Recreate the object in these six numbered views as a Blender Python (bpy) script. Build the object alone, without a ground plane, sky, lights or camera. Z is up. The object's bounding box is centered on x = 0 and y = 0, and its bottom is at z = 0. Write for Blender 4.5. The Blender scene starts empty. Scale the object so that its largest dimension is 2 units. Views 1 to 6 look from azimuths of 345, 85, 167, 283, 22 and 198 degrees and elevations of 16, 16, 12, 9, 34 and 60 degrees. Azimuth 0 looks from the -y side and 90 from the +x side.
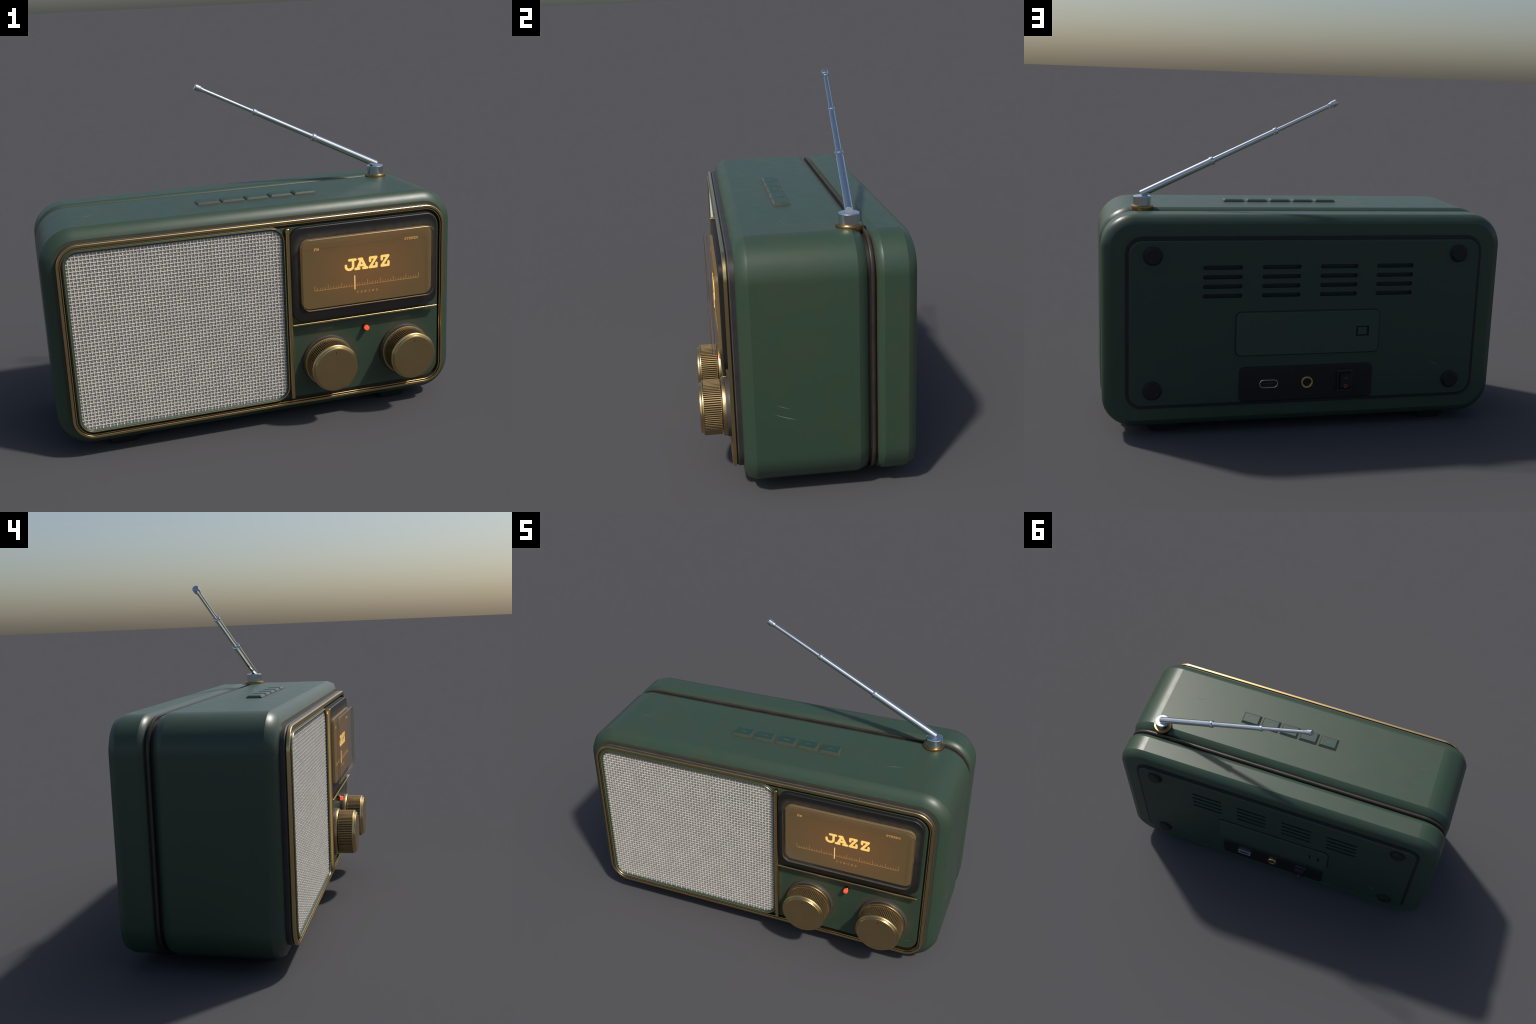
import bpy, bmesh, math, random
from mathutils import Vector, Matrix
random.seed(7)
COL = bpy.context.scene.collection

# ------------------------------------------------------------------ sizes
CZ = 0.5685                    # height of the cabinet's centre line
SHELL_X, SHELL_Z, SHELL_R = 1.0, 0.525, 0.16
Y_FRONT, Y_SEAM_F, Y_SEAM_R, Y_BACK = -0.300, 0.2235, 0.2465, 0.413
Y_PANEL = -0.3370
KNOBS = [(0.3125, 0.3115), (0.7180, 0.3115)]
GLASS = (0.177, 0.857, 0.593, 0.944)

# ------------------------------------------------------------------ node helpers
class NT:
    def __init__(self, name):
        self.mat = bpy.data.materials.new(name)
        self.mat.use_nodes = True
        self.t = self.mat.node_tree
        self.b = self.t.nodes['Principled BSDF']
        self._obj = None
    def n(self, kind, **kw):
        nd = self.t.nodes.new(kind)
        for k, v in kw.items():
            setattr(nd, k, v)
        return nd
    def link(self, a, b):
        self.t.links.new(a, b)
    def put(self, sock, v):
        if hasattr(v, 'is_output'):
            self.link(v, sock)
        else:
            sock.default_value = v
    def obj(self):
        if self._obj is None:
            self._obj = self.n('ShaderNodeTexCoord').outputs['Object']
        return self._obj
    def xyz(self):
        s = self.n('ShaderNodeSeparateXYZ'); self.link(self.obj(), s.inputs[0])
        return s.outputs
    def m(self, op, a, b=0.0, clamp=False):
        nd = self.n('ShaderNodeMath', operation=op, use_clamp=clamp)
        self.put(nd.inputs[0], a); self.put(nd.inputs[1], b)
        return nd.outputs[0]
    def ramp(self, v, lo, hi, a=0.0, b=1.0):
        nd = self.n('ShaderNodeMapRange', interpolation_type='SMOOTHSTEP')
        self.put(nd.inputs[0], v)
        for i, x in enumerate((lo, hi, a, b)):
            nd.inputs[i + 1].default_value = x
        return nd.outputs[0]
    def noise(self, scale, detail=3.0, rough=0.55, stretch=None):
        nd = self.n('ShaderNodeTexNoise')
        nd.inputs['Scale'].default_value = scale
        nd.inputs['Detail'].default_value = detail
        nd.inputs['Roughness'].default_value = rough
        if stretch:
            mp = self.n('ShaderNodeMapping'); mp.inputs['Scale'].default_value = stretch
            self.link(self.obj(), mp.inputs[0]); self.link(mp.outputs[0], nd.inputs['Vector'])
        else:
            self.link(self.obj(), nd.inputs['Vector'])
        return nd.outputs[0]
    def mix(self, f, a, b):
        nd = self.n('ShaderNodeMix', data_type='RGBA')
        self.put(nd.inputs[0], f)
        for s, v in ((nd.inputs[6], a), (nd.inputs[7], b)):
            self.put(s, v if hasattr(v, 'is_output') else (*v, 1.0))
        return nd.outputs[2]
    def rr(self, x0, x1, z0, z1, r):
        """distance outside (+) / inside (-) of a rounded rectangle in the front plane"""
        x, _, z = self.xyz()[0:3]
        qx = self.m('SUBTRACT', self.m('ABSOLUTE', self.m('SUBTRACT', x, (x0 + x1) / 2)), (x1 - x0) / 2 - r)
        qz = self.m('SUBTRACT', self.m('ABSOLUTE', self.m('SUBTRACT', z, (z0 + z1) / 2)), (z1 - z0) / 2 - r)
        ax, az = self.m('MAXIMUM', qx, 0.0), self.m('MAXIMUM', qz, 0.0)
        d = self.m('SQRT', self.m('ADD', self.m('MULTIPLY', ax, ax), self.m('MULTIPLY', az, az)))
        ins = self.m('MINIMUM', self.m('MAXIMUM', qx, qz), 0.0)
        return self.m('SUBTRACT', self.m('ADD', d, ins), r)
    def radial(self, cx, cz):
        x, _, z = self.xyz()[0:3]
        dx, dz = self.m('SUBTRACT', x, cx), self.m('SUBTRACT', z, cz)
        return self.m('SQRT', self.m('ADD', self.m('MULTIPLY', dx, dx), self.m('MULTIPLY', dz, dz)))
    def fin(self, color=None, rough=None, metal=None, spec=None, emit=None, estr=None, bump=None):
        b = self.b.inputs
        if color is not None: self.put(b['Base Color'], color if hasattr(color, 'is_output') else (*color, 1))
        if rough is not None: self.put(b['Roughness'], rough)
        if metal is not None: b['Metallic'].default_value = metal
        if spec is not None: b['Specular IOR Level'].default_value = spec
        if emit is not None: self.put(b['Emission Color'], emit if hasattr(emit, 'is_output') else (*emit, 1))
        if estr is not None: self.put(b['Emission Strength'], estr)
        if bump is not None:
            h, st, dist = bump
            nd = self.n('ShaderNodeBump'); nd.inputs['Strength'].default_value = st
            nd.inputs['Distance'].default_value = dist
            self.link(h, nd.inputs['Height']); self.link(nd.outputs[0], b['Normal'])
        return self.mat

GREEN_A, GREEN_B = (0.0330, 0.0618, 0.0385), (0.0368, 0.0610, 0.0368)
GRIME = (0.085, 0.068, 0.035)

def paint_base(k, a=GREEN_A, b=GREEN_B):
    return k.mix(k.ramp(k.noise(5.5, 4), 0.42, 0.6), a, b)

def mat_shell():
    k = NT('green_lacquer'); c = paint_base(k)
    y = k.xyz()[1]
    # olive dust line on the front face beside the trim and along the seam
    d = k.rr(-0.934, 0.934, 0.101, 1.0335, 0.102)
    near = k.m('MULTIPLY', k.ramp(d, 0.015, 0.002), k.ramp(y, -0.292, -0.298))
    s = k.m('ABSOLUTE', k.m('SUBTRACT', y, 0.233))
    seam = k.m('MULTIPLY', k.ramp(s, 0.024, 0.012), 0.9)
    f = k.m('MULTIPLY', k.m('MAXIMUM', near, seam), k.ramp(k.noise(9, 3), 0.2, 0.6, 0.55, 0.9))
    c = k.mix(f, c, GRIME)
    return k.fin(c, k.ramp(k.noise(12, 3), 0.3, 0.7, 0.37, 0.40))

def mat_panel():
    k = NT('green_panel_lacquer'); c = paint_base(k)
    f = None
    for cx, cz in KNOBS:
        r = k.ramp(k.radial(cx, cz), 0.172, 0.134)
        f = r if f is None else k.m('MAXIMUM', f, r)
    bar = k.ramp(k.m('ABSOLUTE', k.m('SUBTRACT', k.xyz()[0], 0.125)), 0.032, 0.012)
    f = k.m('MAXIMUM', f, bar)
    f = k.m('MULTIPLY', f, k.ramp(k.noise(14, 3), 0.25, 0.65, 0.15, 0.55))
    c = k.mix(f, c, GRIME)
    return k.fin(c, 0.42)

def mat_green(name, a, b, rough=0.42):
    k = NT(name)
    return k.fin(paint_base(k, a, b), rough)

def mat_brass(name, base=(0.64, 0.475, 0.225), dark=(0.61, 0.445, 0.205), rough=0.28):
    k = NT(name)
    f = k.ramp(k.noise(9, 3), 0.35, 0.70)
    c = k.mix(f, base, dark)
    return k.fin(c, rough, 1.0)

def mat_simple(name, c, rough=0.5, metal=0.0, var=0.0, spec=0.5):
    k = NT(name)
    if var:
        col = k.mix(k.ramp(k.noise(12, 4), 0.35, 0.65), tuple(x * (1 - var) for x in c), tuple(min(1, x * (1 + var)) for x in c))
    else:
        col = c
    return k.fin(col, rough, metal, spec)

def mat_bezel():
    k = NT('black_satin_plastic')
    d = k.rr(*GLASS, 0.04)
    z = k.xyz()[2]
    f = k.m('MULTIPLY', k.ramp(d, 0.036, 0.002), k.ramp(z, 0.60, 0.92, 0.25, 1.0))
    f = k.m('MULTIPLY', f, k.ramp(k.noise(22, 4), 0.3, 0.6, 0.45, 1.0))
    c = k.mix(f, (0.0125, 0.0120, 0.0115), (0.062, 0.053, 0.038))
    return k.fin(c, 0.48, None, 0.4)

def mat_dial():
    k = NT('amber_dial')
    x, _, z = k.xyz()[0:3]
    dx = k.m('MULTIPLY', k.m('SUBTRACT', x, 0.515), 1.0)
    dz = k.m('MULTIPLY', k.m('SUBTRACT', z, 0.765), 1.55)
    r = k.m('SQRT', k.m('ADD', k.m('MULTIPLY', dx, dx), k.m('MULTIPLY', dz, dz)))
    r = k.m('ADD', r, k.m('MULTIPLY', k.noise(7, 2), 0.05))
    c = k.mix(k.ramp(r, 0.05, 0.38), (0.150, 0.078, 0.029), (0.104, 0.069, 0.028))
    return k.fin(c, 0.5, emit=c, estr=0.58)

def mat_glow(name, c, s):
    k = NT(name)
    return k.fin(tuple(min(1.0, x) * .4 for x in c), 0.5, emit=c, estr=s)

def mat_glass(name, gloss, tint, edge, body):
    """thin clear pane: lets the dial through unbent, with a faint surface sheen"""
    k = NT(name)
    tr = k.n('ShaderNodeBsdfTransparent'); tr.inputs[0].default_value = (*tint, 1)
    k.fin(edge, 0.12, gloss, 0.5)
    lw = k.n('ShaderNodeFresnel'); lw.inputs[0].default_value = 1.45
    mx = k.n('ShaderNodeMixShader')
    k.link(k.m('ADD', k.m('MULTIPLY', lw.outputs[0], 0.22), body), mx.inputs[0])
    k.link(tr.outputs[0], mx.inputs[1]); k.link(k.b.outputs[0], mx.inputs[2])
    k.link(mx.outputs[0], k.t.nodes['Material Output'].inputs[0])
    return k.mat

def mat_cloth(name, c, var):
    k = NT(name)
    col = k.mix(k.ramp(k.noise(14, 3), 0.35, 0.65), tuple(x * (1 - var) for x in c), tuple(x * (1 + var) for x in c))
    k.b.inputs['Sheen Weight'].default_value = 1.0
    k.b.inputs['Sheen Roughness'].default_value = 0.35
    return k.fin(col, 0.85, 0.0, 0.2)

M = {}
M['shell'] = mat_shell()
M['panel'] = mat_panel()
M['frame'] = mat_green('green_frame_lacquer', (0.028, 0.060, 0.040), (0.033, 0.058, 0.038))
M['back'] = mat_green('green_back_lacquer', (0.021, 0.044, 0.030), (0.024, 0.043, 0.028), 0.5)
M['hatch'] = mat_green('green_hatch_lacquer', (0.027, 0.053, 0.037), (0.030, 0.051, 0.035), 0.5)
M['button'] = mat_green('green_button_lacquer', (0.018, 0.050, 0.036), (0.021, 0.046, 0.032), 0.38)
M['button_edge'] = mat_green('pale_button_edge', (0.031, 0.060, 0.044), (0.044, 0.062, 0.042), 0.27)  # chamfers a paler green than the button tops
M['brass'] = mat_brass('aged_brass')
M['bronze'] = mat_brass('dark_bronze', (0.36, 0.225, 0.085), (0.31, 0.19, 0.07), 0.32)
M['knurl'] = mat_brass('knurled_brass', (0.37, 0.275, 0.145), (0.33, 0.24, 0.12), 0.52)
M['groove'] = mat_brass('shaded_brass', (0.10, 0.072, 0.038), (0.08, 0.058, 0.030), 0.6)  # dark tone paints the shade inside the knurl grooves
M['flange'] = mat_brass('dull_brass', (0.50, 0.37, 0.185), (0.46, 0.33, 0.16), 0.36)
M['chrome'] = mat_simple('polished_steel', (0.72, 0.75, 0.77), 0.13, 1.0, 0.04)
M['gasket'] = mat_simple('dark_grey_rubber', (0.030, 0.029, 0.029), 0.45, 0, 0.12)
M['disc'] = mat_simple('grey_plastic', (0.060, 0.058, 0.056), 0.40, 0, 0.05)
M['worn'] = mat_simple('worn_tan_edge', (0.072, 0.054, 0.040), 0.55, 0, 0.15)
M['band'] = mat_simple('brown_seam_rubber', (0.034, 0.026, 0.019), 0.42, 0, 0.15)
M['black'] = mat_simple('matt_black', (0.008, 0.008, 0.008), 0.6)
M['bezel'] = mat_bezel()
M['dial'] = mat_dial()
M['glass'] = mat_glass('clear_glass', 0.0, (0.97, 0.95, 0.92), (0.25, 0.22, 0.19), 0.008)
M['glass_side'] = mat_glass('glass_side', 0.0, (0.90, 0.85, 0.80), (0.30, 0.25, 0.21), 0.10)
M['glass_edge'] = mat_glass('glass_edge', 1.0, (0.62, 0.52, 0.42), (0.60, 0.46, 0.27), 0.40)  # gold tint paints the dial's reflection along the pane's bevel
M['jazz'] = mat_glow('bright_amber_light', (1.0, 0.64, 0.185), 1.0)
M['pointer'] = mat_glow('pointer_amber_light', (1.0, 0.60, 0.20), 0.95)
M['small'] = mat_glow('soft_amber_light', (0.55, 0.30, 0.095), 0.85)
M['scale'] = mat_glow('dim_amber_light', (0.42, 0.22, 0.070), 0.85)
M['led'] = mat_glow('red_light', (1.0, 0.085, 0.035), 1.0)
M['thread'] = mat_cloth('cream_thread', (0.64, 0.585, 0.485), 0.05)
M['cloth'] = mat_cloth('grey_cloth_backing', (0.30, 0.297, 0.295), 0.05)
M['rubber'] = mat_simple('black_rubber', (0.016, 0.016, 0.017), 0.5)
M['foot'] = mat_simple('black_foot_rubber', (0.0095, 0.0095, 0.010), 0.5, 0, 0, 0.35)
M['plastic'] = mat_simple('black_port_plastic', (0.0095, 0.0095, 0.0098), 0.45, 0, 0, 0.35)
M['label'] = mat_simple('faded_print', (0.125, 0.135, 0.100), 0.6)
M['icon'] = mat_simple('faded_tan_print', (0.20, 0.155, 0.085), 0.6)
M['grime'] = mat_simple('brown_grime', (0.068, 0.046, 0.031), 0.6, 0, 0.25)
M['scratch'] = mat_simple('pale_scratch', (0.125, 0.135, 0.088), 0.5)
M['white'] = mat_simple('white_mark', (0.45, 0.45, 0.42), 0.5)
M['red_ring'] = mat_simple('red_mark', (0.50, 0.05, 0.03), 0.5)

# ------------------------------------------------------------------ object helpers
def add(name, me, mat, parent=None, kind=None):
    ob = bpy.data.objects.new(name, me)
    if mat is not None:
        me.materials.append(M[mat])
    COL.objects.link(ob)
    if parent is not None:
        ob.parent = parent
    if kind:
        ob['kind'] = kind
    return ob

def finish(bm, name, angle=40.0, forced=(), soft=(), ratio=6.0):
    """smooth shading, sharp where the fold is steeper than angle, or forced"""
    bm.normal_update()
    for f in bm.faces:
        f.smooth = True
    lim = math.radians(angle)
    for e in bm.edges:
        if len(e.link_faces) == 2:
            ang = e.calc_face_angle(0.0)
            a, b = sorted(f.calc_area() for f in e.link_faces)
            e.smooth = ang < lim and not (ang > 0.16 and b > ratio * a and b > 2e-5)
    for e in soft:
        e.smooth = True
    for e in forced:
        e.smooth = False
    me = bpy.data.meshes.new(name)
    bm.to_mesh(me); bm.free()
    return me

def rrect(x0, x1, z0, z1, r, seg=8):
    pts = []
    for cx, cz, a0 in ((x1 - r, z1 - r, 0), (x0 + r, z1 - r, 90), (x0 + r, z0 + r, 180), (x1 - r, z0 + r, 270)):
        for i in range(seg + 1):
            a = math.radians(a0 + 90 * i / seg)
            pts.append((cx + r * math.cos(a), cz + r * math.sin(a)))
    return pts

def loft(rings, cap0=True, cap1=True, closed=False):
    """rings: list of (list of (x,z), y) with equal point counts -> bmesh and vertex rings"""
    bm = bmesh.new()
    R = [[bm.verts.new((x, y, z)) for x, z in pts] for pts, y in rings]
    n = len(R[0])
    pairs = [(i, i + 1) for i in range(len(R) - 1)]
    if closed:
        pairs.append((len(R) - 1, 0))
    for i, j in pairs:
        for k in range(n):
            a, b = R[i][k], R[i][(k + 1) % n]
            c, d = R[j][(k + 1) % n], R[j][k]
            bm.faces.new((a, b, c, d))
    if not closed:
        if cap0: bm.faces.new(R[0][::-1])
        if cap1: bm.faces.new(R[-1])
    bmesh.ops.recalc_face_normals(bm, faces=bm.faces[:])
    return bm, R

def prism(name, rect, r, prof, mat, parent, seg=8, angle=40.0, cap0=True, cap1=True):
    """rounded rectangle lofted along y; prof = [(inset, y), ...]"""
    x0, x1, z0, z1 = rect
    rings = [(rrect(x0 + d, x1 - d, z0 + d, z1 - d, max(r - d, 0.0015), seg), y) for d, y in prof]
    bm, _ = loft(rings, cap0, cap1)
    return add(name, finish(bm, name, angle), mat, parent)

def ring(name, rect, r, prof, mat, parent, seg=10, angle=40.0, ratio=6.0):
    """closed rounded-rectangle ring; prof = closed section [(inset, y), ...]"""
    x0, x1, z0, z1 = rect
    rings = [(rrect(x0 + d, x1 - d, z0 + d, z1 - d, max(r - d, 0.002), seg), y) for d, y in prof]
    bm, _ = loft(rings, closed=True)
    return add(name, finish(bm, name, angle, ratio=ratio), mat, parent)

def lathe_mesh(name, prof, seg=64, axis='Y', angle=35.0, close=False):
    """prof = [(radius, height)], revolved about axis; radius 0 ends are closed to a point"""
    bm = bmesh.new(); R = []
    for r, h in prof:
        if r < 1e-6:
            v = bm.verts.new((0, h, 0) if axis == 'Y' else (0, 0, h)); R.append([v] * seg)
        else:
            row = []
            for i in range(seg):
                a = 2 * math.pi * i / seg
                c, s = r * math.cos(a), r * math.sin(a)
                row.append(bm.verts.new((c, h, s) if axis == 'Y' else (c, s, h)))
            R.append(row)
    idx = [(i, i + 1) for i in range(len(R) - 1)]
    if close: idx.append((len(R) - 1, 0))
    for i, j in idx:
        for k in range(seg):
            q = [R[i][k], R[i][(k + 1) % seg], R[j][(k + 1) % seg], R[j][k]]
            u = []
            for v in q:
                if v not in u: u.append(v)
            if len(u) > 2: bm.faces.new(u)
    bmesh.ops.recalc_face_normals(bm, faces=bm.faces[:])
    return finish(bm, name, angle)

def box_mesh(name, x0, x1, y0, y1, z0, z1, bev=0.0, seg=2):
    bm = bmesh.new()
    bmesh.ops.create_cube(bm, size=1.0)
    for v in bm.verts:
        v.co = Vector((x0 + (v.co.x + .5) * (x1 - x0), y0 + (v.co.y + .5) * (y1 - y0), z0 + (v.co.z + .5) * (z1 - z0)))
    if bev:
        bmesh.ops.bevel(bm, geom=bm.edges[:], offset=bev, segments=seg, profile=0.5, affect='EDGES')
    return finish(bm, name, 50)

# ------------------------------------------------------------------ the radio
radio = bpy.data.objects.new('table_radio', None)
COL.objects.link(radio)
radio['label'] = 'dark green retro table radio with brass trim and antenna'
radio['category'] = 'radio'

def shell(name, y0, y1, b0, b1, parent, tail=(), shrink=0.0):
    """cabinet half: rounded box about the y axis with two-facet rolled edges;
    tail = further inward rings behind the back edge [(inset, y), ...]"""
    prof = []
    for t in (0, 45, 90):                       # front roll
        a = math.radians(t)
        prof.append((b0 * (1 - math.sin(a)), y0 + b0 * (1 - math.cos(a))))
    for t in (90, 45, 0):
        a = math.radians(t)
        prof.append((b1 * (1 - math.sin(a)), y1 - b1 * (1 - math.cos(a))))
    prof += list(tail)
    seg = 11
    x0, x1, z0, z1 = -SHELL_X, SHELL_X, CZ - SHELL_Z, CZ + SHELL_Z
    prof = [(d + shrink, y) for d, y in prof]
    rings = [(rrect(x0 + d, x1 - d, z0 + d, z1 - d, max(SHELL_R - d, 0.01), seg), y) for d, y in prof]
    bm, R = loft(rings)
    forced, soft = [], []
    n = len(R[0])
    for i in (0, 2, 3, 5):                      # where flat meets roll
        for k in range(n):
            e = bm.edges.get((R[i][k], R[i][(k + 1) % n]))
            if e: forced.append(e)
    for i in (1, 4):                            # inside a roll stays smooth
        for k in range(n):
            soft.append(bm.edges.get((R[i][k], R[i][(k + 1) % n])))
    for k in (seg, seg + 1):                    # wall: flat top meets the rounded corners
        e = bm.edges.get((R[2][k], R[3][k]))
        if e: forced.append(e)
    return add(name, finish(bm, name, 40, forced, soft), 'shell', parent)

front_shell = shell('front_shell', Y_FRONT, Y_SEAM_F, 0.049, 0.0505, radio)
rear_shell = shell('rear_shell', Y_SEAM_R, Y_BACK, 0.030, 0.041, radio,
                   tail=[(0.1200, Y_BACK), (0.1210, Y_BACK - 0.002), (0.1210, 0.375)], shrink=0.0036)
# rubber band in the seam
sx, sz0, sz1 = 1.0, CZ - SHELL_Z, CZ + SHELL_Z
ring('seam_band', (-sx + .0108, sx - .0108, sz0 + .0108, sz1 - .0108), SHELL_R - .0108,
     [(0.0050, 0.2245), (0.0008, 0.2262), (0.0, 0.2290), (0.0010, 0.2370), (0.0060, 0.2410), (0.050, 0.2410), (0.050, 0.2245)], 'band', radio, 10, 50)

ring('seam_core', (-sx + .029, sx - .029, sz0 + .029, sz1 - .029), SHELL_R - .029,
     [(0.0, 0.212), (0.0, 0.2500), (0.030, 0.2500), (0.030, 0.212)], 'black', radio, 10, 50)

# ------------------------------------------------------------------ front surround
TR = (-0.934, 0.934, 0.101, 1.0335); TRR = 0.102
g = ring('front_gasket', TR, TRR, [(0.0, -0.296), (0.0, -0.3185), (0.0030, -0.3215), (0.040, -0.3215), (0.040, -0.296)], 'gasket', radio)
ring('gasket_edge', (TR[0] + .0002, TR[1] - .0002, TR[2] + .0002, TR[3] - .0002), TRR,
     [(-0.0004, -0.3180), (0.0026, -0.3222), (0.0060, -0.3222), (0.0060, -0.3180)], 'worn', g)
prism('front_backing', (-.925, .925, .118, 1.019), 0.095, [(0.0, -0.300), (0.0, -0.3225)], 'black', radio)
trim = ring('front_trim', TR, TRR,
            [(0.0010, -0.3285), (0.0, -0.3295), (0.0, -0.3408), (0.0010, -0.3425), (0.0028, -0.3435), (0.0122, -0.3435),
             (0.0130, -0.3425), (0.0130, -0.3285)], 'brass', radio, 12, 60, 2.5)
ring('trim_lip', (TR[0] + .0155, TR[1] - .0155, TR[2] + .0155, TR[3] - .0155), TRR - .0155,
     [(0.0, -0.3215), (0.0, -0.3390), (0.0010, -0.3402), (0.0050, -0.3402), (0.0060, -0.3390), (0.0060, -0.3215)], 'brass', trim, 12, 50)

ring('trim_gap_filler', (TR[0] + .006, TR[1] - .006, TR[2] + .006, TR[3] - .006), TRR - .006,
     [(0.0, -0.320), (0.0, -0.3290), (0.0090, -0.3290), (0.0090, -0.320)], 'black', radio)  # black filler ring added to keep the space behind the trim dark
panel = prism('front_panel', (-.9045, .9045, .1395, .9985), 0.075, [(0.0, -0.318), (0.0, -0.3350), (0.0008, -0.3364), (0.0025, Y_PANEL)], 'panel', radio)

# ------------------------------------------------------------------ speaker grille
GR = (-.9095, .1185, .1300, 1.0110); GRR = 0.074
grille = ring('speaker_grille', GR, GRR,
              [(0.0, -0.3330), (0.0, -0.3425), (0.0010, -0.3445), (0.0030, -0.3455), (0.0100, -0.3455), (0.0120, -0.3445), (0.0175, -0.3392), (0.0175, -0.3330)],
              'frame', radio, 10, 50)
ring('grille_inlay', (GR[0] + .0052, GR[1] - .0052, GR[2] + .0052, GR[3] - .0052), GRR - .0052,
     [(0.0, -0.345), (0.0003, -0.3478), (0.0012, -0.3490), (0.0026, -0.3490), (0.0035, -0.3478), (0.0038, -0.345)], 'brass', grille, 10, 50)
CL = (GR[0] + .0172, GR[1] - .0172, GR[2] + .0172, GR[3] - .0172); CLR = GRR - .0172
prism('grille_cloth', CL, CLR, [(0.0, -0.333), (0.0, -0.3375)], 'cloth', grille)

def inside_span(u, lo, hi, vlo, vhi, r):
    """span of the other axis where the line at u lies inside the rounded cloth"""
    d = 0.0
    if u < lo + r: d = lo + r - u
    elif u > hi - r: d = u - (hi - r)
    if d <= 0: return vlo, vhi
    if d >= r: return None
    k = r - math.sqrt(r * r - d * d)
    return vlo + k, vhi - k

def weave():
    pitch_x, pitch_z = 0.0162, 0.0163
    amp, yb = 0.0015, -0.3396
    wid, thick = 0.0024, 0.0010
    x0, x1, z0, z1 = CL
    nx, nz = int((x1 - x0) / pitch_x), int((z1 - z0) / pitch_z)
    ox = x0 + ((x1 - x0) - (nx - 1) * pitch_x) / 2
    oz = z0 + ((z1 - z0) - (nz - 1) * pitch_z) / 2
    verts, faces = [], []
    sect = [(-1, 0.55), (-0.55, -0.6), (0.55, -0.6), (1, 0.55)]   # open half-round section, cloth side hidden
    def thread(u, lo, hi, pv, o, par, vertical):
        step = pv / 4
        n = max(2, int(round((hi - lo) / step)))
        first = len(verts)
        for i in range(n + 1):
            t = lo + (hi - lo) * i / n
            ph = math.pi * ((t - o) / pv + par)
            y = yb - amp * math.cos(ph) * 1.0
            j = random.uniform(-.00018, .00018)
            for s, q in sect:
                du = s * wid + j
                yy = y + q * thick
                verts.append((u + du, yy, t) if vertical else (t, yy, u + du))
        m = len(sect)
        for i in range(n):
            for k in range(m - 1):
                a = first + i * m + k
                faces.append((a, a + 1, a + m + 1, a + m))
    for i in range(nx):
        u = ox + i * pitch_x
        sp = inside_span(u, x0, x1, z0, z1, CLR)
        if sp: thread(u, sp[0], sp[1], pitch_z, oz, i % 2, True)
    for jn in range(nz):
        u = oz + jn * pitch_z
        sp = inside_span(u, z0, z1, x0, x1, CLR)
        if sp: thread(u, sp[0], sp[1], pitch_x, ox, jn % 2 + 1, False)
    me = bpy.data.meshes.new('woven_thread')
    me.from_pydata(verts, [], faces)
    bm = bmesh.new(); bm.from_mesh(me)
    bmesh.ops.recalc_face_normals(bm, faces=bm.faces[:])
    for f in bm.faces:
        f.smooth = True
        if f.normal.y > 0.0: f.normal_flip()
    bm.to_mesh(me); bm.free()
    return me
add('woven_thread', weave(), 'thread', grille, 'stuff')

# ------------------------------------------------------------------ brass dividers
add('divider_bar', box_mesh('upright_bar', .1168, .1338, -.3645, -.3375, .1420, .9990, .0035, 3), 'brass', radio)
add('divider_bar', box_mesh('level_bar', .1342, .8880, -.3682, -.3515, .5158, .5252, .0025, 3), 'brass', radio)

# ------------------------------------------------------------------ display
bezel = prism('display_bezel', (.1355, .8880, .5330, .9975), 0.060,
              [(0.0, -0.3355), (0.0, -0.3570), (0.0012, -0.3592), (0.0032, -0.3605)], 'bezel', radio, 10, 50)
dial = prism('display_dial', (.182, .852, .595, .939), 0.038,
             [(0.0, -0.3600), (0.0, -0.3710), (0.0008, -0.3722), (0.0025, -0.3730)], 'dial', bezel, 8, 50)
glass = prism('display_glass', GLASS, 0.040,
              [(0.0022, -0.3882), (0.0, -0.3898), (0.0, -0.3995), (0.0024, -0.4012)], 'glass', bezel, 8, 50)
glass.data.materials.append(M['glass_edge']); glass.data.materials.append(M['glass_side'])
for f in glass.data.polygons:
    if len(f.vertices) == 4: f.material_index = 1 if abs(f.normal.y) > 0.15 else 2

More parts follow.
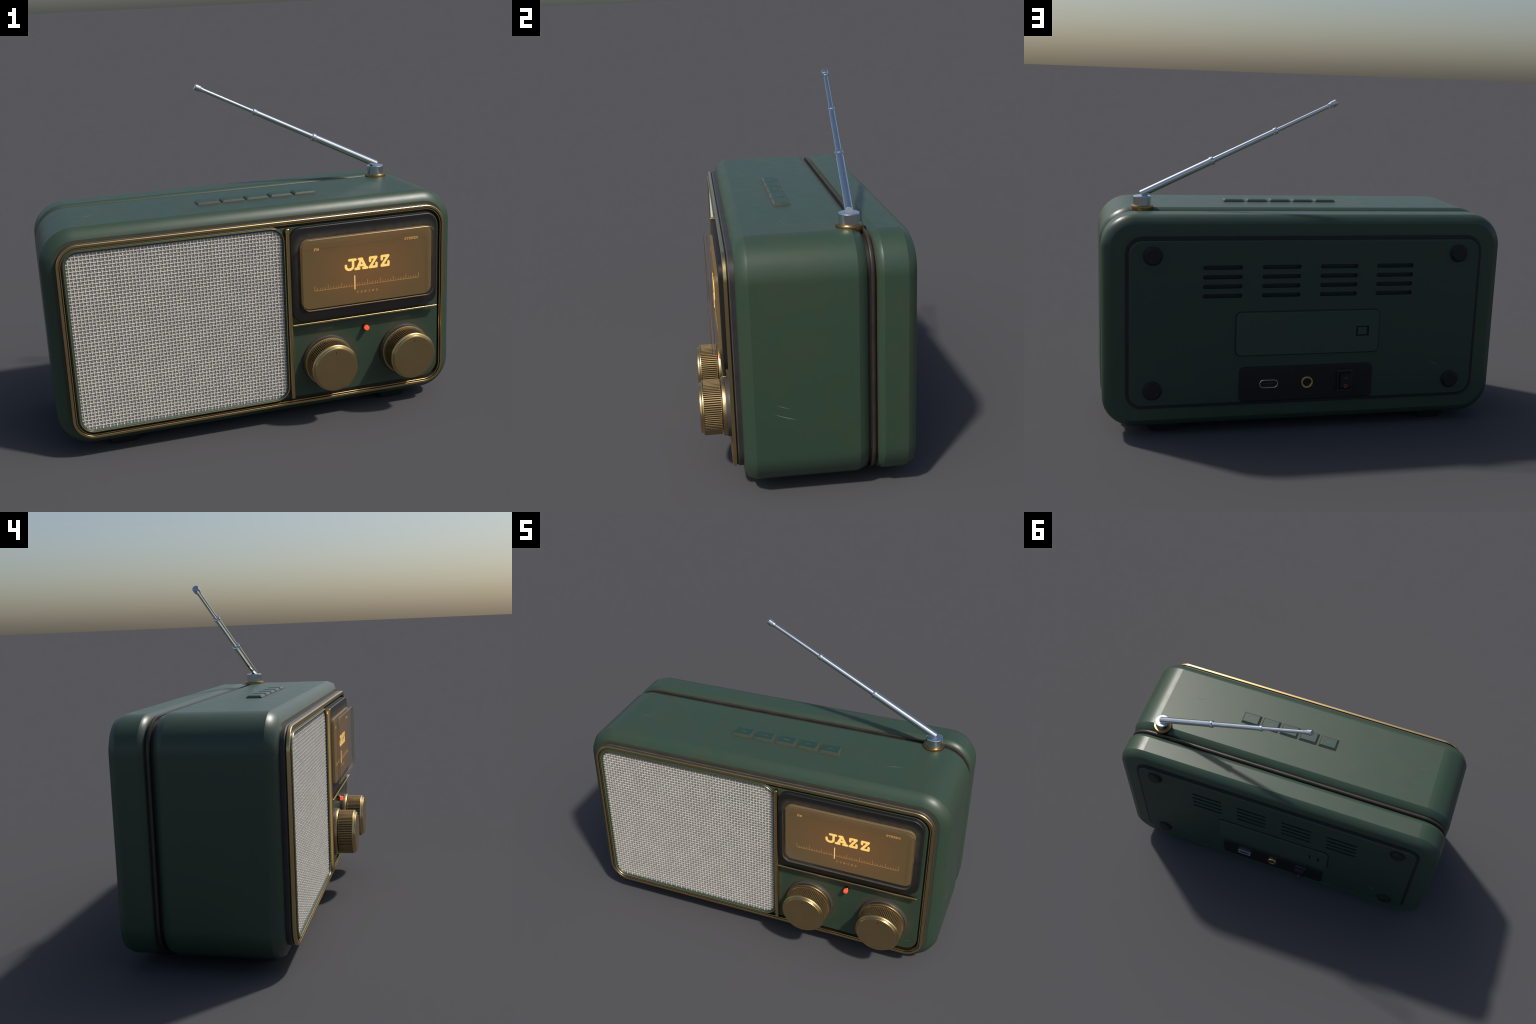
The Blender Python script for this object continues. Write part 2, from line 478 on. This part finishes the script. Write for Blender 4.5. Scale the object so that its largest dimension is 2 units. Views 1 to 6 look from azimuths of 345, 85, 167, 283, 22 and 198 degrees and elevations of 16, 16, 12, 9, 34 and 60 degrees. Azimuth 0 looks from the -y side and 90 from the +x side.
# slab-serif stroke letters on a unit cell, (x, z) from 0 to 1; every letter is a list of polylines
def arc(cx, cz, rx, rz, a0, a1, n=9):
    return [(cx + rx * math.cos(math.radians(a0 + (a1 - a0) * i / n)), cz + rz * math.sin(math.radians(a0 + (a1 - a0) * i / n))) for i in range(n + 1)]
LET = {
 'J': [[(.42, 1), (.98, 1)], [(.76, 1), (.76, .34)] + arc(.44, .32, .32, .32, 0, -180) + [(.12, .46)]],
 'A': [[(.30, 1), (.56, 1)], [(.52, 1), (.14, 0)], [(.52, 1), (.90, 0)], [(.0, 0), (.32, 0)], [(.66, 0), (1.0, 0)], [(.28, .33), (.78, .33)]],
 'Z': [[(.08, .66), (.08, 1), (.94, 1), (.06, 0), (.96, 0), (.96, .36)]],
 'F': [[(.2, 0), (.2, 1)], [(.05, 1), (.9, 1), (.9, .78)], [(.2, .52), (.62, .52)], [(.05, 0), (.42, 0)]],
 'M': [[(.12, 0), (.12, 1), (.5, .35), (.88, 1), (.88, 0)], [(.0, 0), (.26, 0)], [(.74, 0), (1, 0)], [(.0, 1), (.12, 1)], [(.88, 1), (1, 1)]],
 'S': [[(.88, .78)] + arc(.5, .75, .36, .25, 20, 200) + [(.3, .56), (.7, .44)] + arc(.5, .25, .38, .25, 20, -160)],
 'T': [[(.05, .76), (.05, 1), (.95, 1), (.95, .76)], [(.5, 1), (.5, 0)], [(.3, 0), (.7, 0)]],
 'E': [[(.2, 0), (.2, 1)], [(.05, 1), (.88, 1), (.88, .78)], [(.2, .52), (.62, .52)], [(.05, 0), (.92, 0), (.92, .24)]],
 'R': [[(.18, 0), (.18, 1), (.58, 1)] + arc(.6, .76, .28, .24, 80, -90) + [(.18, .52)], [(.55, .52), (.88, 0), (1, 0)], [(.03, 0), (.36, 0)], [(.03, 1), (.18, 1)]],
 'O': [arc(.5, .5, .44, .5, 0, 360, 16)],
 'U': [[(.14, 1), (.14, .34)] + arc(.5, .34, .36, .34, 180, 360) + [(.86, 1)], [(.0, 1), (.3, 1)], [(.7, 1), (1, 1)]],
 'N': [[(.14, 0), (.14, 1), (.86, 0), (.86, 1)], [(.0, 0), (.3, 0)], [(.7, 1), (1, 1)], [(.0, 1), (.14, 1)]],
 'I': [[(.5, 0), (.5, 1)], [(.25, 0), (.75, 0)], [(.25, 1), (.75, 1)]],
 'G': [[(.86, .8)] + arc(.5, .5, .44, .5, 45, 330, 14) + [(.9, .42), (.55, .42)]],
 'V': [[(.12, 1), (.5, 0), (.88, 1)], [(.0, 1), (.28, 1)], [(.72, 1), (1, 1)]],
 'L': [[(.22, 1), (.22, 0), (.92, 0), (.92, .28)], [(.05, 1), (.42, 1)]],
}
def strokes_mesh(name, lines, width, y, depth=0.0006, ncap=5):
    """round-ended flat strokes; each stroke a hair deeper than the last so none are coplanar"""
    bm = bmesh.new(); c = 0
    for pl in lines:
        for (ax, az), (bx, bz) in zip(pl[:-1], pl[1:]):
            L = math.hypot(bx - ax, bz - az)
            if L < 1e-7: continue
            th = math.atan2(bz - az, bx - ax); pts = []
            for (px, pz, a0) in ((bx, bz, -90), (ax, az, 90)):
                for i in range(ncap + 1):
                    a = th + math.radians(a0 + 180 * i / ncap)
                    pts.append((px + width / 2 * math.cos(a), pz + width / 2 * math.sin(a)))
            yf = y - depth - c * 0.000011; c = (c + 1) % 40
            f = [bm.verts.new((px, yf, pz)) for px, pz in pts]
            b = [bm.verts.new((px, y + 0.0004, pz)) for px, pz in pts]
            bm.faces.new(f)
            n = len(f)
            for i in range(n):
                bm.faces.new((f[i], b[i], b[(i + 1) % n], f[(i + 1) % n]))
    bmesh.ops.recalc_face_normals(bm, faces=bm.faces[:])
    return finish(bm, name, 40)
def place(ch, x0, z0, w, h):
    return [[(x0 + px * w, z0 + pz * h) for px, pz in pl] for pl in LET[ch]]

Y_D = -0.3730
st = .0122
for ch, xa, xb in (('J', .3985, .4560), ('A', .4545, .5145), ('Z', .5265, .5640), ('Z', .5870, .6265)):
    add('display_letter', strokes_mesh('display_letter', place(ch, xa, .7675, xb - xa, .0470), st, Y_D, .0012), 'jazz', dial)
def word(name, txt, x0, x1, z0, h, wid, y, mat, parent, cell=None):
    n = len(txt); pitch = (x1 - x0) / n if cell is None else (x1 - x0 - cell) / (n - 1)
    w = pitch * .80 if cell is None else cell
    L = []
    for i, ch in enumerate(txt):
        L += place(ch, x0 + i * pitch, z0, w, h)
    return add(name, strokes_mesh(name, L, wid, y, .0004), mat, parent)
word('display_word', 'FM', .2475, .2730, .8820, .0100, .0026, Y_D, 'small', dial)
word('display_word', 'STEREO', .7085, .7830, .8820, .0098, .0021, Y_D, 'small', dial)
word('display_word', 'TUNING', .4600, .5680, .6450, .0088, .0018, Y_D, 'scale', dial, .0085)
S0, S1, SZ = .2465, .7835, .6838
sc = [[(S0, SZ), (S1, SZ)]]
for i in range(41):
    x = S0 + (S1 - S0) * i / 40
    sc.append([(x, SZ), (x, SZ + (.0245 if i % 5 == 0 else .0122))])
add('tuning_scale', strokes_mesh('tuning_scale', sc, .0019, Y_D, .0004, 2), 'scale', dial)
add('tuning_pointer', box_mesh('tuning_pointer', .4474, .4516, Y_D - .0025, Y_D + .001, .6655, .7355, .0004), 'pointer', dial)

# ------------------------------------------------------------------ control panel
def knurled_body():
    n = 78
    # one rib: flat crown, steep flanks, flat-bottomed groove (angle fraction of the pitch, depth)
    rib = [(0.00, 1.0), (0.26, 1.0), (0.36, 0.12), (0.46, 0.0), (0.80, 0.0), (0.90, 0.12)]
    bm = bmesh.new()
    R = []
    for y, dep in [(-.0405, 0.0), (-.0425, 1.0), (-.1120, 1.0), (-.1140, 0.0)]:
        row = []
        for i in range(n):
            for t, d in rib:
                a = 2 * math.pi * (i + t) / n
                r = 0.1168 - 0.0065 * d * dep
                row.append(bm.verts.new((r * math.cos(a), y, r * math.sin(a))))
        R.append(row)
    N = len(R[0]); m = len(rib)
    for i in range(len(R) - 1):
        for k in range(N):
            f = bm.faces.new((R[i][k], R[i][(k + 1) % N], R[i + 1][(k + 1) % N], R[i + 1][k]))
            if i == 1 and k % m == 0: f.material_index = 1
    bm.faces.new(R[0]); bm.faces.new(R[-1])
    bmesh.ops.recalc_face_normals(bm, faces=bm.faces[:])
    return finish(bm, 'knob', 25)
knob_me = knurled_body(); knob_me.materials.append(M['knurl']); knob_me.materials.append(M['groove'])
# profile heights are measured out from the panel (negative y = towards the viewer)
base_me = lathe_mesh('knob_base', [(0.0, 0.001), (.1285, 0.001), (.1285, -.0170), (.1270, -.0190), (0.10, -.0190)], 72)
base_me.materials.append(M['disc'])
flange_me = lathe_mesh('knob_flange', [(.10, -.0185), (.1235, -.0185), (.1245, -.0200), (.1245, -.0325), (.1230, -.0350), (.1190, -.0365), (.10, -.0365), (.10, -.0410)], 72)
flange_me.materials.append(M['flange'])
cap_me = lathe_mesh('knob_cap', [(.1165, -.1135), (.1172, -.1150), (.1165, -.1175), (.1130, -.1215), (.1095, -.1228), (.1080, -.1225), (.1072, -.1235),
                                 (.1066, -.1285), (.1050, -.1308), (.1020, -.1318), (.0960, -.1320), (0.0, -.1320)], 96, 'Y', 24)
cap_me.materials.append(M['brass'])
mark_me = strokes_mesh('knob_mark', [[(0, .077), (0, .0875)]], .0045, -.1320, .0003, 4)
mark_me.materials.append(M['bronze'])
for i, (kx, kz) in enumerate(KNOBS):
    k = bpy.data.objects.new('knob', knob_me); COL.objects.link(k)
    k.location = (kx, Y_PANEL, kz); k.parent = radio
    for nm, me in (('knob_base', base_me), ('knob_flange', flange_me), ('knob_cap', cap_me), ('knob_mark', mark_me)):
        o = bpy.data.objects.new(nm, me); COL.objects.link(o); o.parent = k
word('panel_label', 'VOLUME', .2755, .3475, .4680, .0100, .0016, Y_PANEL, 'label', panel, .0088)
word('panel_label', 'TUNING', .6830, .7530, .4680, .0100, .0016, Y_PANEL, 'label', panel, .0088)
led = add('power_light', lathe_mesh('power_light', [(.0118, 0.0), (.0118, -.0285), (.0104, -.0312), (.0065, -.0328), (0.0, -.0334)], 28), 'led', radio)
led.location = (.5140, Y_PANEL, .4547)
o = add('light_collar', lathe_mesh('light_collar', [(.0152, 0.001), (.0152, -.0160), (.0142, -.0178), (.0119, -.0178), (.0119, 0.001)], 28), 'bronze', led)

# ------------------------------------------------------------------ top push buttons
ZT = CZ + SHELL_Z
def frustum(name, hx, hy, h, ch, rise):
    bm = bmesh.new()
    lv = [(0, 0.0), (0, h - rise), (ch, h)]
    R = [[bm.verts.new((sx * (hx - d), sy * (hy - d), z)) for sx, sy in ((-1, -1), (1, -1), (1, 1), (-1, 1))] for d, z in lv]
    for a, b in zip(R[:-1], R[1:]):
        for k in range(4):
            bm.faces.new((a[k], a[(k + 1) % 4], b[(k + 1) % 4], b[k]))
    bm.faces.new(R[0][::-1]); bm.faces.new(R[-1])
    bmesh.ops.recalc_face_normals(bm, faces=bm.faces[:])
    es = [e for e in bm.edges if abs(e.verts[0].co.z - h) < 1e-6 and abs(e.verts[1].co.z - h) < 1e-6]
    bmesh.ops.bevel(bm, geom=es, offset=.0012, segments=1, affect='EDGES')
    return finish(bm, name, 20)
btn_me = frustum('push_button', .0525, .0365, .0125, .0070, .0070); btn_me.materials.append(M['button']); btn_me.materials.append(M['button_edge'])
for f in btn_me.polygons:
    if 0.1 < f.normal.z < 0.95: f.material_index = 1
skirt_me = box_mesh('button_skirt', -.0552, .0552, -.0392, .0392, -.003, .0048, .0012, 1); skirt_me.materials.append(M['grime'])
ICON = [[[(-.012, 0), (.012, 0)]], [[(-.014, 0), (-.003, 0)], [(.005, 0), (.014, 0)]], [[(-.016, 0), (.016, 0)]],
        [[(-.010, -.003), (.010, .003)]], [[(-.012, 0), (.010, 0)]]]
for i in range(5):
    b = bpy.data.objects.new('push_button', btn_me); COL.objects.link(b); b.parent = radio
    b.location = (.067 + (i - 2) * .122, -.0475, ZT - .001)
    o = bpy.data.objects.new('button_skirt', skirt_me); COL.objects.link(o); o.parent = b
    im = strokes_mesh('button_icon', ICON[i], .0016, 0, .0003, 3); im.materials.append(M['icon'])
    o = bpy.data.objects.new('button_icon', im); COL.objects.link(o); o.parent = b
    o.rotation_euler = (-math.pi / 2, 0, 0); o.location = (0, 0, .0125)

# ------------------------------------------------------------------ antenna
AX, AY = .7960, .1760
ant = add('antenna', lathe_mesh('antenna', [(0.0, .010), (.0430, .010), (.0430, .0565), (.0418, .0592), (.0395, .0600), (0.0, .0600)], 64, 'Z', 30), 'chrome', radio)
ant.location = (AX, AY, 1.0905)
o = add('antenna_collar', lathe_mesh('antenna_collar', [(.030, -.030), (.0515, -.030), (.0535, -.010), (.0545, .006), (.0540, .0120), (.0515, .0155), (.0475, .0165), (.030, .0165)], 64, 'Z', 40), 'bronze', ant)
tip = Vector((-.1306, .2391, 1.6177)); root = Vector((.7975, .1760, 1.1585))
d = (tip - root).normalized(); Lr = (tip - root).length
j1 = (Vector((.4613, .1986, 1.3261)) - root).dot(d); j2 = (Vector((.1538, .2193, 1.478)) - root).dot(d)
rot = d.to_track_quat('Z', 'Y')
def rod(name, prof):
    o = add(name, lathe_mesh(name, prof, 40, 'Z', 35), 'chrome', ant)
    o.rotation_mode = 'QUATERNION'; o.rotation_quaternion = rot
    o.location = root - Vector(ant.location)
    return o
r1, r2, r3 = .0183, .0142, .0104
def collar(h, ra, rb):
    e = ra + .0028
    return [(ra, h - .012), (e - .0006, h - .0105), (e, h - .008), (e, h + .006), (e - .0010, h + .0085), (rb + .0005, h + .0105), (rb - .002, h + .0110)]
rod('antenna_rod', [(0.0, -.004), (r1 - .001, -.004), (r1, -.003)] + collar(j1, r1, r2))
rod('antenna_rod', [(r2, j1 - .01)] + collar(j2, r2, r3))
rod('antenna_rod', [(r3, j2 - .01), (r3, Lr - .030), (r3 + .0030, Lr - .028), (r3 + .0034, Lr - .020), (r3 + .0040, Lr - .016), (r3 + .0062, Lr - .014),
                    (r3 + .0066, Lr + .010), (r3 + .0052, Lr + .0135), (0.0, Lr + .0140)])

# ------------------------------------------------------------------ back panel
YB = .4295
ring('back_gasket', (-.8870, .8870, .1470, .9910), 0.082, [(0.0, .405), (0.0, .4190), (0.0010, .4205), (0.030, .4205), (0.030, .405)], 'black', radio)
back_me_ob = prism('back_panel', (-.8720, .8720, .1610, .9735), 0.066, [(0.0, .385), (0.0, YB - .006), (0.0018, YB - .0022), (0.006, YB)], 'back', radio, 10, 50)
def stadium(hw, hh, n=8):
    return [(hw - hh + hh * math.cos(a), hh * math.sin(a)) for a in [math.radians(-90 + 180 * i / n) for i in range(n + 1)]] + \
           [(-hw + hh + hh * math.cos(a), hh * math.sin(a)) for a in [math.radians(90 + 180 * i / n) for i in range(n + 1)]]
VX = (-.4300, -.1437, .1437, .4300); VZ = (.8437, .7975, .7513, .7052)
cut = bmesh.new()
for vx in VX:
    for vz in VZ:
        P = stadium(.0955, .0105)
        a = [cut.verts.new((vx + x, YB - .018, vz + z)) for x, z in P]
        b = [cut.verts.new((vx + x, YB + .01, vz + z)) for x, z in P]
        cut.faces.new(a); cut.faces.new(b[::-1])
        for i in range(len(P)):
            cut.faces.new((a[i], b[i], b[(i + 1) % len(P)], a[(i + 1) % len(P)]))
bmesh.ops.recalc_face_normals(cut, faces=cut.faces[:])
cme = bpy.data.meshes.new('vent_cutter'); cut.to_mesh(cme); cut.free()

def carve(ob, me):
    c = bpy.data.objects.new('vent_cutter', me); COL.objects.link(c)
    md = ob.modifiers.new('cut', 'BOOLEAN'); md.object = c; md.operation = 'DIFFERENCE'; md.solver = 'EXACT'
    dg = bpy.context.evaluated_depsgraph_get()
    new = bpy.data.meshes.new_from_object(ob.evaluated_get(dg))
    ob.modifiers.clear(); ob.data = new
    bpy.data.objects.remove(c, do_unlink=True)
    bm = bmesh.new(); bm.from_mesh(new)
    for e in bm.edges:
        if len(e.link_faces) == 2:
            ang = e.calc_face_angle(0.0); a, b = sorted(f.calc_area() for f in e.link_faces)
            e.smooth = ang < math.radians(40) and not (ang > 0.12 and b > 6 * a)
    bm.to_mesh(new); bm.free()
carve(back_me_ob, cme)
vent_floor_me = None
for vx in VX:
    for vz in VZ:
        if vent_floor_me is None:
            bm, _ = loft([(stadium(.0953, .0103), -.0195), (stadium(.0953, .0103), -.0168)])
            vent_floor_me = finish(bm, 'vent_floor_plate', 40); vent_floor_me.materials.append(M['black'])  # black plate added on the floor of each carved vent, to darken it
        o = bpy.data.objects.new('vent_floor_plate', vent_floor_me); COL.objects.link(o); o.parent = back_me_ob
        o.location = (vx, YB, vz)

foot_me = lathe_mesh('back_foot', [(.030, -.004), (.0450, -.004), (.0450, .0060), (.0435, .0080), (.0380, .0095), (.0370, .0150), (.0345, .0175), (0, .0175)], 40, 'Y', 30)
foot_me.materials.append(M['foot'])
for fx in (-.761, .761):
    for fz in (.2415, .9025):
        o = bpy.data.objects.new('back_foot', foot_me); COL.objects.link(o); o.parent = radio
        o.location = (fx, YB, fz)

HR = (-.3600, .3600, .4050, .6210)
hatch = prism('battery_hatch', HR, 0.026, [(0.0, .425), (0.0, .4375), (0.0010, .4390), (0.0030, .4400)], 'hatch', radio, 8, 50)
prism('hatch_shade_plate', (HR[0] - .005, HR[1] + .005, HR[2] - .005, HR[3] + .005), 0.030, [(0.0, .425), (0.0, .4312), (.003, .4316)], 'black', hatch, 8)  # added dark plate; paints the contact shade around the raised hatch
LX0, LX1, LZ0, LZ1 = -.3080, -.2420, .4910, .5410
lc = bmesh.new(); bmesh.ops.create_cube(lc, size=1.0)
for v in lc.verts:
    v.co = Vector(((LX0 + LX1) / 2 + v.co.x * (LX1 - LX0), .4400 + v.co.y * .016, (LZ0 + LZ1) / 2 + v.co.z * (LZ1 - LZ0)))
lme = bpy.data.meshes.new('latch_cutter'); lc.to_mesh(lme); lc.free()
carve(hatch, lme)
add('latch_floor_plate', box_mesh('latch_floor_plate', LX0 + .0004, LX1 - .0004, .4300, .4326, LZ0 + .0004, LZ1 - .0004), 'black', hatch)  # black plate added on the floor of the carved latch recess
add('hatch_latch', box_mesh('hatch_latch', LX0 + .011, LX1 - .008, .431, .4430, LZ0 + .005, LZ1 - .006, .0025, 2), 'hatch', hatch)

jack = prism('port_plate', (-.3390, .3390, .1680, .3450), 0.024, [(0.0, .425), (0.0, .4340), (0.0012, .4360), (0.0035, .4368)], 'plastic', radio, 8, 50)
def stad_ring(name, cx, cz, prof, mat, parent):
    bm, _ = loft([([(cx + x, cz + z) for x, z in stadium(hw, hh, 10)], y) for hw, hh, y in prof], closed=True)
    return add(name, finish(bm, name, 40), mat, parent)
usb = stad_ring('charging_port', .1935, .2590, [(.0475, .0215, .432), (.0475, .0215, .4440), (.0465, .0205, .4455), (.0440, .0180, .4455), (.0430, .0170, .4440), (.0430, .0170, .432)], 'chrome', jack)
add('port_tongue', box_mesh('port_tongue', .1655, .2215, .434, .4410, .2570, .2625, .0008, 1), 'gasket', usb)
aux = add('audio_jack', lathe_mesh('audio_jack', [(.0310, -.002), (.0310, .0105), (.0295, .0125), (.0225, .0125), (.0210, .0110), (.0210, -.002)], 40, 'Y', 40), 'brass', jack)
aux.location = (0, .4358, .2600)
sw = ring('power_switch', (-.2345, -.1545, .2050, .3175), 0.008, [(0.0, .432), (0.0, .4465), (.0015, .4485), (.0095, .4485), (.0110, .4465), (.0110, .432)], 'rubber', jack, 4)
def rocker():
    x0, x1, z0, z1 = -.2232, -.1658, .2165, .3060
    prof = [(z0, .446), (z0 + .004, .4640), (z0 + .018, .4688), (z1 - .020, .4700), (z1 - .006, .4690), (z1 - .0005, .4560), (z1, .446)]
    bm = bmesh.new()
    a = [bm.verts.new((x0, y, z)) for z, y in prof] ; b = [bm.verts.new((x1, y, z)) for z, y in prof]
    a += [bm.verts.new((x0, .434, z1)), bm.verts.new((x0, .434, z0))]; b += [bm.verts.new((x1, .434, z1)), bm.verts.new((x1, .434, z0))]
    n = len(a)
    bm.faces.new(a); bm.faces.new(b[::-1])
    for i in range(n):
        bm.faces.new((a[i], b[i], b[(i + 1) % n], a[(i + 1) % n]))
    bmesh.ops.recalc_face_normals(bm, faces=bm.faces[:])
    bmesh.ops.bevel(bm, geom=bm.edges[:], offset=.0012, segments=2, affect='EDGES')
    return finish(bm, 'switch_rocker', 35)
rk = add('switch_rocker', rocker(), 'foot', sw)
o = add('switch_mark', lathe_mesh('switch_mark', [(.0033, -.001), (.0033, .0004), (0, .0004)], 16), 'white', sw); o.location = (-.1945, .4695, .2830)
o = add('switch_mark', lathe_mesh('switch_mark_ring', [(.0095, -.002), (.0095, .0004), (.0062, .0004), (.0062, -.002)], 24, 'Y', 35, True), 'red_ring', sw); o.location = (-.1935, .4690, .2395)

# ------------------------------------------------------------------ feet under the cabinet
def foot_block():
    bm = bmesh.new(); lv = [(.0600, .060, 0.0), (.0640, .064, .004), (.0830, .083, .050)]
    R = [[bm.verts.new((sx * hx, sy * hy, z)) for sx, sy in ((-1, -1), (1, -1), (1, 1), (-1, 1))] for hx, hy, z in lv]
    for a, b in zip(R[:-1], R[1:]):
        for k in range(4): bm.faces.new((a[k], a[(k + 1) % 4], b[(k + 1) % 4], b[k]))
    bm.faces.new(R[0][::-1]); bm.faces.new(R[-1])
    bmesh.ops.recalc_face_normals(bm, faces=bm.faces[:])
    es = [e for e in bm.edges if abs(e.verts[0].co.z - e.verts[1].co.z) > 1e-4]
    bmesh.ops.bevel(bm, geom=es, offset=.008, segments=3, affect='EDGES')
    return finish(bm, 'base_foot', 35)
bf = foot_block(); bf.materials.append(M['rubber'])
for fx in (-.697, .697):
    for fy in (-.169, .281):
        o = bpy.data.objects.new('base_foot', bf); COL.objects.link(o); o.parent = radio
        o.location = (fx, fy, 0)

# ------------------------------------------------------------------ scratches in the lacquer: fine raised hairs along the surface
def scratch(pts, w, nrm, parent):
    """pts: three points on the surface; a tapering thread along the arc through them"""
    p0, p1, p2 = [Vector(p) - Vector(nrm) * (w * .80) for p in pts]
    n = 14; P = []
    for i in range(n + 1):
        t = i / n
        l0, l1, l2 = 2 * (t - .5) * (t - 1), -4 * t * (t - 1), 2 * t * (t - .5)
        P.append(p0 * l0 + p1 * l1 + p2 * l2)
    bm = bmesh.new(); R = []
    for i, p in enumerate(P):
        dr = (P[min(i + 1, n)] - P[max(i - 1, 0)]).normalized()
        u = dr.orthogonal().normalized(); v = dr.cross(u)
        r = w * (0.35 + 0.65 * math.sin(math.pi * min(1, max(0, i / n))) ** .6)
        R.append([bm.verts.new(p + (u * math.cos(a) + v * math.sin(a)) * r) for a in [k * math.pi / 3 for k in range(6)]])
    for a, b in zip(R[:-1], R[1:]):
        for k in range(6): bm.faces.new((a[k], a[(k + 1) % 6], b[(k + 1) % 6], b[k]))
    bmesh.ops.recalc_face_normals(bm, faces=bm.faces[:])
    add('scratch', finish(bm, 'scratch', 60), 'scratch', parent)
SX, UP, BK, FR, EDGE = (1, 0, 0), (0, 0, 1), (0, 1, 0), (0, -1, 0), (0, -.92, .38)
scratch([(1, -.2076, .4145), (1, -.128, .376), (1, -.0397, .3573)], .0042, SX, front_shell)
scratch([(1, -.1823, .4428), (1, -.136, .421), (1, -.0843, .4068)], .0033, SX, front_shell)
scratch([(.5953, -.1041, ZT), (.6579, -.0805, ZT), (.7349, -.0720, ZT)], .0031, UP, front_shell)
scratch([(-.7963, -.0869, ZT), (-.7609, -.0638, ZT), (-.7021, -.0497, ZT)], .0028, UP, front_shell)
def roll(x, z):                       # point on the lower facet of the front roll
    z -= .003
    return (x, -.3000 + (z - 1.0445) * (.01435 / .0346), z)
scratch([roll(.614, 1.0530), roll(.627, 1.0512), roll(.641, 1.0485)], .0024, EDGE, front_shell)
scratch([roll(.651, 1.0600), roll(.690, 1.0560), roll(.728, 1.0495)], .0024, EDGE, front_shell)
scratch([roll(-.708, 1.0485), roll(-.696, 1.0525), roll(-.684, 1.0590)], .0024, EDGE, front_shell)
scratch([(-.6192, YB, .3456), (-.6700, YB, .3290), (-.7240, YB, .2990)], .0038, BK, back_me_ob)
scratch([(.8300, Y_PANEL, .1850), (.8520, Y_PANEL, .1960), (.8749, Y_PANEL, .2030)], .0028, FR, panel)
